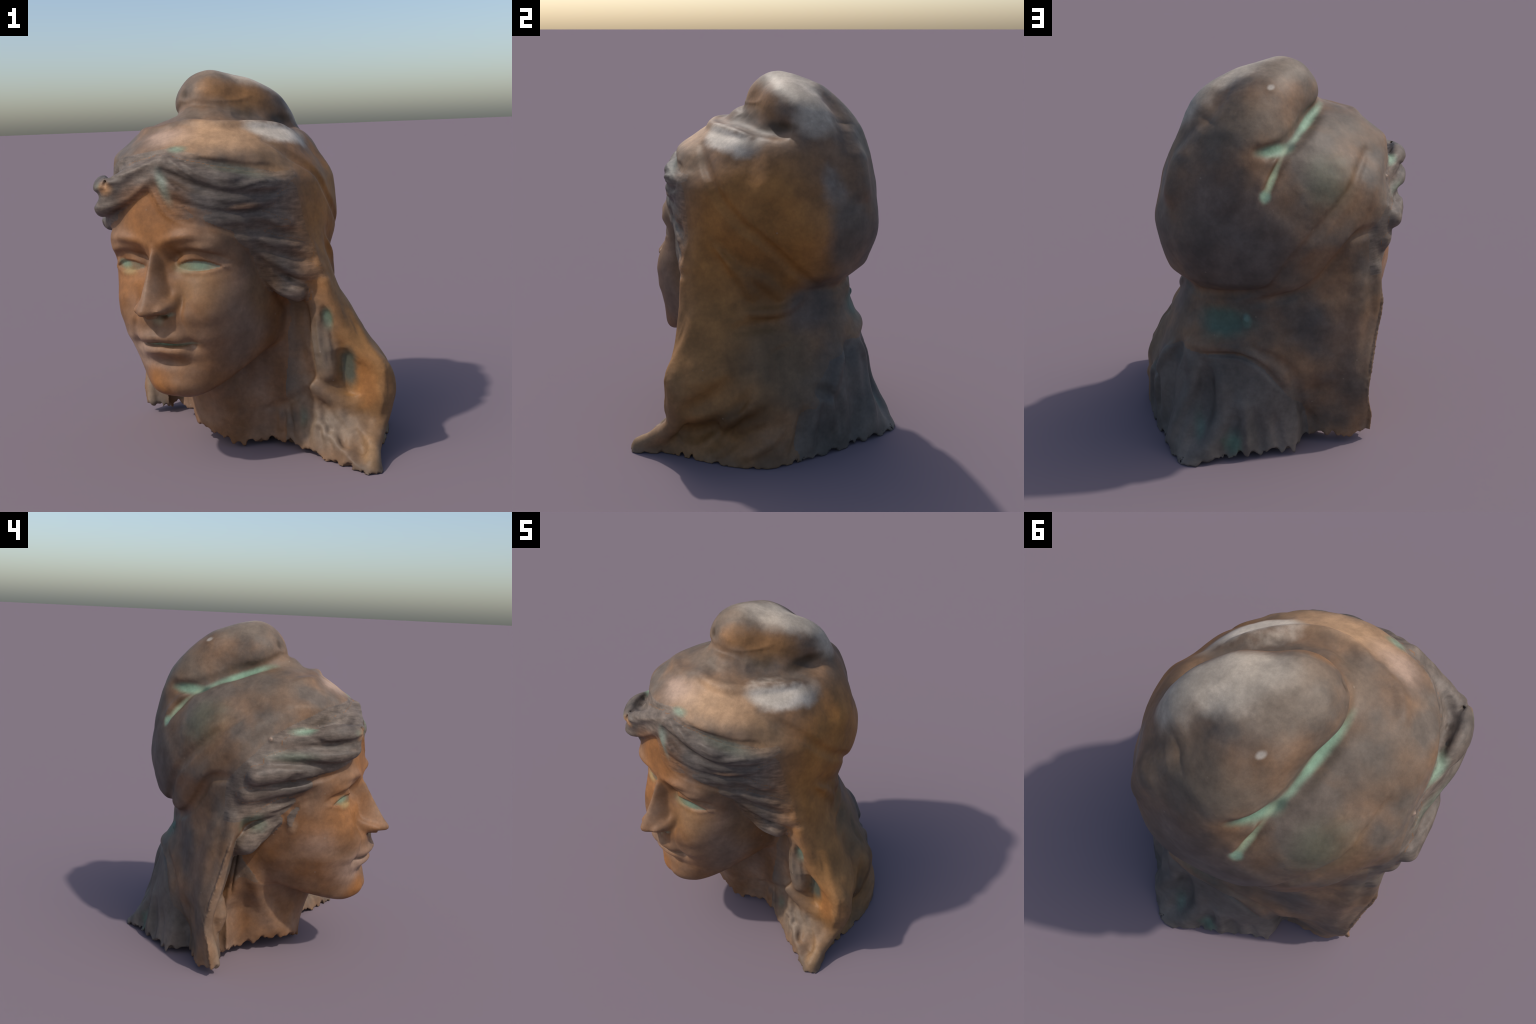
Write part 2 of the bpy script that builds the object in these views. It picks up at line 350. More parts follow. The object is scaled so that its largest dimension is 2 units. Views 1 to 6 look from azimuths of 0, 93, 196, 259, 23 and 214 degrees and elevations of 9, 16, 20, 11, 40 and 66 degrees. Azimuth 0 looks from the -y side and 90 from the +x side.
# ---------------------------------------------------------------- 4c. creases and folds
# hood rim, the valley behind it and the overhang of the peak
groove([(-.33,.03,1.77),(-.29,-.08,1.81),(-.22,-.15,1.82),(-.12,-.17,1.815),(-.02,-.15,1.79)], .020, .008)
groove([(-.04,-.17,1.75),(.06,-.14,1.73),(.16,-.07,1.71),(.25,.02,1.72),(.33,.12,1.73)], .05, .023)
ridge([(.12,.42,1.74),(.20,.47,1.62),(.27,.48,1.48),(.30,.50,1.33)], .075, .022)
ridge([(-.29,-.29,1.74),(-.15,-.345,1.72),(.0,-.31,1.705),(.14,-.21,1.69),(.26,-.09,1.68)], .026, .017)
groove([(-.27,-.22,1.77),(-.15,-.27,1.765),(-.02,-.24,1.74),(.10,-.16,1.72)], .038, .010)
ridge([(-.50,-.13,1.67),(-.42,-.25,1.69),(-.29,-.30,1.74)], .03, .010)
groove([(-.32,.02,1.73),(-.31,.15,1.68),(-.28,.28,1.63),(-.22,.37,1.60),(-.13,.47,1.61)], .030, .035)
groove([(-.24,.34,1.60),(-.22,.45,1.52),(-.18,.555,1.40)], .018, .016)
ridge([(-.20,.36,1.61),(-.18,.46,1.53),(-.15,.55,1.43)], .022, .008)
bump((-.26,-.07,1.86), .035, .012)
# lower border of the bag, running round from the hood to the nape
groove([(.13,-.36,1.61),(.28,-.31,1.50),(.42,-.22,1.36),(.49,-.12,1.25),(.515,-.03,1.19),(.51,.07,1.10),(.47,.16,1.0),(.41,.27,.90)], .024, .018)
groove([(.41,.27,.86),(.30,.41,.85),(.17,.46,.86),(-.03,.48,.88),(-.19,.52,.95),(-.30,.526,1.08),(-.44,.46,1.24),(-.55,.22,1.44),(-.58,.09,1.53)], .022, .017)
groove([(-.03,.48,.815),(-.23,.45,.86),(-.40,.42,.945),(-.49,.387,1.04),(-.57,.348,1.14),(-.67,.266,1.17)], .024, .020)
ridge([(-.10,.49,.87),(-.30,.46,.95),(-.45,.42,1.08),(-.56,.30,1.24),(-.62,.14,1.40),(-.62,-.05,1.52)], .045, .012)
# nape: hollow, small lump, edge of the shoulder cloth
bump((.08,.49,.72), (.16,.08,.07), .018)
ridge([(-.01,.49,.755),(-.045,.485,.715)], .016, .012)
ridge([(.31,.46,.57),(.15,.50,.585),(.03,.515,.585),(-.10,.51,.55)], .03, .014)
groove([(.18,.51,.545),(.05,.52,.555),(-.02,.52,.545),(-.12,.513,.483),(-.21,.51,.37)], .013, .020)
# gathered cloth at the back
groove([(.34,.44,.56),(.41,.46,.42),(.45,.51,.24),(.49,.51,.03)], .042, .036)
groove([(.19,.53,.48),(.19,.58,.34),(.205,.64,.22),(.27,.69,.05)], .036, .036)
groove([(.58,.27,.38),(.53,.38,.29),(.55,.40,.06)], .030, .020)
ridge([(.29,.48,.56),(.26,.55,.40),(.33,.59,.25),(.40,.62,.05)], .030, .020)
ridge([(.38,.43,.55),(.50,.38,.40),(.55,.37,.25),(.54,.41,.03)], .026, .018)
ridge([(.59,.29,.33),(.62,.26,.20),(.66,.24,.03)], .026, .018)
ridge([(.11,.55,.46),(.10,.60,.30),(.13,.67,.15),(.18,.73,.03)], .040, .016)
groove([(.62,.20,.28),(.66,.18,.15),(.70,.14,.03)], .024, .012)
groove([(.02,.60,.24),(.05,.65,.12),(.07,.68,.02)], .026, .020)
groove([(-.07,.56,.26),(-.10,.59,.12),(-.11,.60,.02)], .020, .012)
groove([(-.17,.54,.22),(-.19,.555,.10),(-.20,.555,.02)], .020, .014)
ridge([(-.01,.58,.34),(-.03,.61,.18),(-.03,.63,.03)], .030, .010)
groove([(-.03,.51,.60),(-.24,.488,.48),(-.29,.473,.31),(-.34,.40,.10)], .024, .012)
# her left: veil folds
ridge([(.42,-.28,1.13),(.466,-.19,1.03),(.478,-.10,.93),(.48,-.05,.83)], .030, .016)
ridge([(.47,-.10,.99),(.47,.02,.92),(.46,.10,.83)], .030, .016)
ridge([(.50,-.10,.77),(.48,.03,.765),(.46,.13,.79),(.43,.215,.845)], .024, .017)
groove([(.555,-.17,.68),(.51,-.04,.70),(.48,.08,.71)], .034, .022)
groove([(.52,.14,.60),(.56,.05,.55),(.60,.02,.50),(.64,.03,.42)], .018, .013)
bump((.56,.20,.45), (.10,.14,.10), .020)
groove([(.73,-.44,.28),(.71,-.27,.36),(.665,-.14,.45),(.60,-.06,.52)], .045, .026)
groove([(.66,-.46,.12),(.67,-.34,.14),(.70,-.22,.20)], .045, .020)
bump((.46,-.23,1.08), .10, .035)
bump((.71,-.11,.30), (.07,.08,.11), .045); bump((.62,-.11,.57), (.06,.06,.09), .030)
bump((.65,-.40,.36), .06, .025); bump((.71,-.20,.16), .08, .035); bump((.72,.11,.33), (.06,.06,.10), -.020)
ridge([(.71,-.35,.06),(.715,-.17,.23),(.667,.0,.37)], .040, .020)
groove([(.73,-.28,.03),(.735,-.12,.145),(.72,.03,.22)], .025, .014)
ridge([(.74,-.10,.04),(.735,.02,.12),(.70,.10,.20)], .022, .010)
# her left: hollow inside the veil and folds by the neck
groove([(.47,-.45,.56),(.505,-.46,.47),(.53,-.465,.37),(.53,-.465,.31)], .042, .014)
groove([(.285,-.41,.75),(.29,-.42,.63),(.295,-.44,.50),(.27,-.45,.34)], .016, .022)
groove([(.27,-.45,.32),(.18,-.41,.245),(.09,-.34,.20)], .020, .014)
groove([(.265,-.45,.31),(.285,-.47,.22),(.27,-.48,.08)], .022, .022)
ridge([(.32,-.48,.24),(.41,-.54,.13),(.50,-.63,.06)], .022, .012)
groove([(.36,-.48,.27),(.45,-.52,.19),(.52,-.55,.12)], .018, .012)
groove([(.40,-.43,.76),(.45,-.43,.68)], .018, .022)
bump((.20,-.40,.14), .05, -.012); bump((.12,-.36,.09), .035, .010)
comb([(.335,-.43,.78),(.345,-.45,.60),(.36,-.47,.44)], [(.43,-.44,.72),(.45,-.46,.58),(.46,-.48,.42)], 4, .015, .018)
comb([(.30,-.48,.26),(.33,-.50,.12),(.36,-.53,.03)], [(.55,-.52,.24),(.57,-.60,.12),(.58,-.68,.03)], 4, .024, .026)
comb([(.10,-.34,.26),(.08,-.34,.12),(.07,-.34,.03)], [(.24,-.40,.28),(.25,-.43,.14),(.26,-.45,.03)], 3, .020, .020)
# neck muscle
ridge([(-.36,.05,.60),(-.33,.0,.42),(-.31,-.10,.24),(-.28,-.18,.08)], .05, .014)

# ---------------------------------------------------------------- 4d. combed strands
# broad locks first
comb([(-.30,-.51,1.58),(-.15,-.53,1.54),(.02,-.52,1.51),(.14,-.48,1.50),(.24,-.44,1.46)],
     [(-.38,-.55,1.47),(-.26,-.61,1.38),(-.10,-.62,1.32),(.05,-.60,1.32),(.22,-.46,1.37)], 4, .020, .022)
comb([(-.36,-.50,1.60),(-.47,-.47,1.56),(-.57,-.42,1.51),(-.63,-.30,1.48),(-.66,-.15,1.45)],
     [(-.44,-.54,1.47),(-.56,-.52,1.39),(-.67,-.47,1.35),(-.72,-.30,1.33),(-.73,-.10,1.32)], 4, .020, .024)
comb([(-.68,-.38,1.31),(-.72,-.25,1.29),(-.73,-.10,1.28),(-.73,.05,1.27)],
     [(-.64,-.36,1.20),(-.67,-.22,1.15),(-.69,-.08,1.13),(-.71,.10,1.11)], 3, .020, .022)
comb([(.02,-.57,1.26),(.12,-.55,1.22),(.22,-.50,1.18),(.30,-.44,1.16)],
     [(.06,-.56,1.13),(.16,-.53,1.04),(.26,-.50,.97),(.36,-.47,.94)], 4, .020, .022)
# then the finer strands
comb([(-.30,-.51,1.58),(-.15,-.53,1.54),(.02,-.52,1.51),(.14,-.48,1.50),(.24,-.44,1.46)],
     [(-.38,-.55,1.47),(-.26,-.61,1.38),(-.10,-.62,1.32),(.05,-.60,1.32),(.22,-.46,1.37)], 11, .011, .017)
comb([(-.41,-.55,1.45),(-.33,-.62,1.34),(-.20,-.62,1.29),(-.02,-.60,1.25),(.16,-.52,1.22)],
     [(-.40,-.56,1.40),(-.34,-.63,1.29),(-.20,-.61,1.24),(.0,-.58,1.17),(.20,-.52,1.10)], 6, .010, .014)
comb([(.02,-.57,1.26),(.12,-.55,1.22),(.22,-.50,1.18),(.30,-.44,1.16)],
     [(.06,-.56,1.13),(.16,-.53,1.04),(.26,-.50,.97),(.36,-.47,.94)], 9, .012, .018)
comb([(.08,-.54,1.08),(.14,-.52,.98),(.22,-.50,.93),(.30,-.48,.91)],
     [(.07,-.53,1.0),(.12,-.52,.92),(.19,-.50,.87),(.27,-.48,.84)], 5, .011, .016)
comb([(-.36,-.50,1.60),(-.47,-.47,1.56),(-.57,-.42,1.51),(-.63,-.30,1.48),(-.66,-.15,1.45)],
     [(-.44,-.54,1.47),(-.56,-.52,1.39),(-.67,-.47,1.35),(-.72,-.30,1.33),(-.73,-.10,1.32)], 11, .012, .019)
comb([(-.68,-.38,1.31),(-.72,-.25,1.29),(-.73,-.10,1.28),(-.73,.05,1.27)],
     [(-.64,-.36,1.20),(-.67,-.22,1.15),(-.69,-.08,1.13),(-.71,.10,1.11)], 10, .011, .018)
comb([(-.65,-.26,1.14),(-.66,-.12,1.08),(-.67,.05,1.05)],
     [(-.63,-.22,1.05),(-.64,-.08,.96),(-.66,.06,.93)], 6, .011, .016)
comb([(-.62,-.06,.94),(-.63,.04,.88),(-.62,.12,.82)],
     [(-.59,-.06,.90),(-.58,.02,.80),(-.56,.08,.73)], 5, .010, .013)
bump((-.70,.033,1.392), .016, -.014); bump((-.69,.06,1.41), .02, .006); bump((-.73,.16,1.27), (.03,.03,.02), -.010)

# ---------------------------------------------------------------- 5. bottom cut
def bottom(P):
    x, y, z = P.T
    th = np.arctan2(y, x)
    base = np.interp(th, _bt, _bz).astype(f32)
    Q = np.stack([x, y, np.zeros_like(z)], 1).astype(f32)
    jag = vnoise(Q, 34) * .045 + vnoise(Q + 5, 70) * .022
    return np.maximum(base + jag, 0) - z
_b = np.array([(-180,.07),(-150,.10),(-133,.09),(-105,.03),(-75,.03),(-60,.045),(-55,.02),(-51,-.005),(-45,-.005),(-20,.0),(3,-.01),(35,.01),(60,.01),(70,.005),(85,.03),(115,.03),(128,.04),(140,.05),(153,.045),(160,.06),(180,.07)], float)
_bt = np.radians(_b[:, 0]); _bz = _b[:, 1]

# ---------------------------------------------------------------- meshing
def smin(d1, d2, k):
    if k <= 0: return np.minimum(d1, d2)
    h = np.maximum(k - np.abs(d1 - d2), 0) / f32(k)
    return np.minimum(d1, d2) - h*h*f32(k*.25)

def evaluate(P, blo=None, bhi=None, strokes=True):
    """field at P (blocks x points x 3); blo, bhi: bounds of each block"""
    nb, npnt = P.shape[:2]
    d = np.full((nb, npnt), 9, f32); lab = np.zeros((nb, npnt), np.int8)
    for op, k, label, lo, hi, fn in PRIMS:
        if op == 'stroke' and not strokes: continue
        pad = 0 if op == 'stroke' else .06
        m = np.all((bhi > lo - pad) & (blo < hi + pad), axis=1)
        idx = np.nonzero(m)[0]
        for c in range(0, len(idx), 3000):
            ii = idx[c:c+3000]
            e = fn(P[ii].reshape(-1, 3)).astype(f32).reshape(len(ii), npnt)
            if op == 'stroke':
                d[ii] += e
            elif op == 'sub':
                d[ii] = -smin(-d[ii], e, k)
            else:
                o = d[ii]
                lab[ii] = np.where(e < o, label, lab[ii])
                d[ii] = smin(o, e, k)
    d = np.maximum(d, bottom(P.reshape(-1, 3)).reshape(nb, npnt))
    return d, lab

def field_at(P):
    P = P.astype(f32)
    return evaluate(P[:, None, :], P, P, strokes=False)[0][:, 0]

def snap_strokes():
    """lay every stroke on the surface of the solid it marks"""
    curves = STROKES
    sizes = [len(c) for c in curves]
    if not sizes: return
    P = np.vstack(curves).astype(float); h = .004
    for _ in range(7):
        d = field_at(P)
        g = np.stack([field_at(P + h*np.eye(3)[i]) - field_at(P - h*np.eye(3)[i]) for i in range(3)], 1) / (2*h)
        g2 = (g*g).sum(1) + 1e-3
        st = -(d / g2)[:, None] * g
        l = np.linalg.norm(st, axis=1, keepdims=True)
        P += st * np.minimum(1, .025 / (l + 1e-9)) * .9
    o = 0
    for c, n in zip(curves, sizes):
        c[:] = P[o:o+n]; o += n

def build_field():
    B = 8
    nb = np.ceil((HI - LO) / (H * B)).astype(int)
    n = nb * B
    D = np.full(n, 1, f32); Lb = np.zeros(n, np.int8)
    g = np.stack(np.meshgrid(*[np.arange(k) for k in nb], indexing='ij'), -1).reshape(-1, 3)
    cen = (LO + (g + .5) * H * B).astype(f32)
    dc = evaluate(cen[:, None, :], cen, cen)[0][:, 0]
    thr = H * B * 1.3 + .03
    near = np.abs(dc) < thr
    Dv = D.reshape(nb[0], B, nb[1], B, nb[2], B); Lv = Lb.reshape(Dv.shape)
    Dv[:] = np.sign(dc).reshape(nb)[:, None, :, None, :, None]
    off = np.stack(np.meshgrid(*[np.arange(B)]*3, indexing='ij'), -1).reshape(-1, 3)
    act = g[near]
    print('blocks', len(act), 'of', len(g))
    CH = 4000
    for s in range(0, len(act), CH):
        bl = act[s:s+CH]
        blo = LO + bl * (B * H); bhi = blo + B * H
        P = (LO + ((bl[:, None, :] * B + off[None]) * H)).astype(f32)
        d, l = evaluate(P, blo, bhi)
        Dv[bl[:, 0], :, bl[:, 1], :, bl[:, 2], :] = d.reshape(-1, B, B, B)
        Lv[bl[:, 0], :, bl[:, 1], :, bl[:, 2], :] = l.reshape(-1, B, B, B)
    return D, Lb

def surface_nets(D, Lb):
    S = D < 0
    n = D.shape
    corners = [(i, j, k) for i in (0, 1) for j in (0, 1) for k in (0, 1)]
    cnt = np.zeros(tuple(np.array(n) - 1), np.int8)
    for i, j, k in corners:
        cnt += S[i:n[0]-1+i, j:n[1]-1+j, k:n[2]-1+k]
    cells = np.argwhere((cnt > 0) & (cnt < 8))
    vid = np.full(cnt.shape, -1, np.int32); vid[tuple(cells.T)] = np.arange(len(cells))
    acc = np.zeros((len(cells), 3)); num = np.zeros(len(cells))
    val = {c: D[cells[:, 0]+c[0], cells[:, 1]+c[1], cells[:, 2]+c[2]] for c in corners}
    for c in corners:
        for ax in range(3):
            if c[ax]: continue
            e = list(c); e[ax] = 1; e = tuple(e)
            a, b = val[c], val[e]
            m = (a < 0) != (b < 0)
            t = np.where(m, a / np.where(m, a - b, 1), 0)
            p = np.tile(np.array(c, float), (len(cells), 1)); p[:, ax] += t
            acc[m] += p[m]; num[m] += 1
    V = LO + (cells + acc / num[:, None]) * H
    lab = np.max(np.stack([Lb[cells[:, 0]+c[0], cells[:, 1]+c[1], cells[:, 2]+c[2]] for c in corners]), 0)
    quads = []
    for ax in range(3):
        sl0 = [slice(None)]*3; sl1 = [slice(None)]*3
        sl0[ax] = slice(0, -1); sl1[ax] = slice(1, None)
        A, Bm = S[tuple(sl0)], S[tuple(sl1)]
        E = np.argwhere(A != Bm)
        u, v = [(1, 2), (2, 0), (0, 1)][ax]
        ok = (E[:, u] > 0) & (E[:, v] > 0) & (E[:, u] < n[u]-1) & (E[:, v] < n[v]-1)
        E = E[ok]
        def at(du, dv):
            q = E.copy(); q[:, u] += du; q[:, v] += dv
            return vid[tuple(q.T)]
        q = np.stack([at(-1, -1), at(0, -1), at(0, 0), at(-1, 0)], 1)
        flip = ~S[tuple(E.T)]
        q[flip] = q[flip][:, ::-1]
        quads.append(q)
    return V, np.vstack(quads), lab

def relax(V, F, it, lam=.5):
    e = np.vstack([F[:, [0,1]], F[:, [1,2]], F[:, [2,3]], F[:, [3,0]]])
    deg = np.bincount(e[:, 0], minlength=len(V)) + np.bincount(e[:, 1], minlength=len(V))
    for _ in range(it):
        for l in (lam, -lam*1.04):
            A = np.stack([np.bincount(e[:, 0], V[e[:, 1], i], len(V)) + np.bincount(e[:, 1], V[e[:, 0], i], len(V)) for i in range(3)], 1)
            V = V + l * (A / deg[:, None] - V)
    return V

def face_normals(V, F):
    fn_ = np.cross(V[F[:, 2]] - V[F[:, 0]], V[F[:, 3]] - V[F[:, 1]])
    N = np.zeros_like(V)
    for j in range(4):
        for i in range(3): N[:, i] += np.bincount(F[:, j], fn_[:, i], len(V))
    return N / (np.linalg.norm(N, axis=1, keepdims=True) + 1e-12)

snap_strokes()
D, Lb = build_field()
V, F, vlab = surface_nets(D, Lb)
del D, Lb
V = relax(V, F, 2)
# keep the biggest connected piece
parent = np.arange(len(V))
lo = parent.copy()
for _ in range(400):
    m = lo[F].min(1); new = lo.copy()
    for j in range(4): np.minimum.at(new, F[:, j], m)
    new = new[new]
    if (new == lo).all(): break
    lo = new
ids, c = np.unique(lo[F[:, 0]], return_counts=True)
F = F[lo[F[:, 0]] == ids[c.argmax()]]
used = np.unique(F); mp = np.full(len(V), -1); mp[used] = np.arange(len(used))
V = V[used]; vlab = vlab[used]; F = mp[F]
print('verts', len(V), 'faces', len(F), 'bbox', V.min(0), V.max(0))
# hand-worked unevenness: cloth and hair lumpier than skin
amp = np.where(vlab == 2, .25, 1.0)
V32 = V.astype(f32)
push = vnoise(V32, 8)*.009 + vnoise(V32 + 3, 20)*.0022 + vnoise(V32 + 7, 48)*.0008
N = face_normals(V, F)
keep = np.clip((V[:, 2] - .02) / .05, 0, 1)          # leave the cut edge alone
V = V + N * (push * amp * keep)[:, None]
# vertex normals
N = face_normals(V, F)

# ---------------------------------------------------------------- split into parts
cen = V[F].mean(1)
fl = np.median(vlab[F], axis=1).astype(int)
x, y, z = cen.T
ang = np.degrees(np.arctan2(y, x))
# lower border of the cap bag as height over direction
_rim = np.array([(-180,1.30),(-60,1.62),(-48,1.50),(-28,1.36),(-4,1.19),(19,1.0),(33,.90),(70,.89),(94,.82),(117,.86),(133,.945),(148,1.14),(163,1.20),(180,1.30)])
rim = np.interp(ang, _rim[:, 0], _rim[:, 1])
part = np.full(len(F), 'cap', dtype=object)
body = fl == 1
part[body & (z < rim)] = 'veil'
_hem = np.array([(-.32,.0),(-.29,.25),(-.21,.37),(-.12,.48),(-.02,.545),(.05,.555),(.18,.545),(.35,.57),(.50,.50),(.58,.38),(.66,.25),(.70,.0)])
part[body & (z < rim) & (y > .14) & (z < np.interp(x, _hem[:, 0], _hem[:, 1]))] = 'shoulder_cloth'
# hood edge over the hair, height over direction
_edge = np.array([(-180,1.42),(-170,1.483),(-155,1.555),(-122,1.61),(-108,1.56),(-94,1.51),(-79,1.49),(-64,1.46),(-58,1.38),(-52,1.15),(-47,.93),(-46,0),(156,0),(158,1.15),(166,1.262),(178,1.405),(180,1.42)])
part[body & (z > .93) & (z < np.interp(ang, _edge[:, 0], _edge[:, 1]))] = 'hair'
part[body & (z < .95) & (np.hypot(x + .02, y + .0) < .42) & (y < .22) & (x < .22)] = 'neck'
part[fl == 2] = 'head'
part[fl == 3] = 'hair'
fa, fb, fc = world_to_face(cen)
eye = (fl == 2) & (np.abs(np.abs(fa) - .205) < .10) & (fb > .5)
ex = np.abs(fa) - .205
eye &= (fc < 1.060 - 3.0*ex**2 - .08*ex) & (fc > 1.012 + 1.5*ex**2)
part[eye & (fa > 0)] = 'eye'; part[eye & (fa < 0)] = 'eye.001'

# ---------------------------------------------------------------- materials
BROWN = (.180, .104, .058); GREYBROWN = (.112, .086, .066); DARK = (.072, .063, .056)
SLATE = (.088, .072, .062); SKIN = (.200, .095, .040); SKIN_DEEP = (.235, .095, .026)
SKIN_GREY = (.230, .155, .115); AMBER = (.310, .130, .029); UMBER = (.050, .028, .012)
TAN = (.410, .245, .132); PALE = (.440, .360, .275); VERDIGRIS = (.175, .270, .185)
SEA = (.062, .108, .084); OLIVE = (.085, .090, .058)

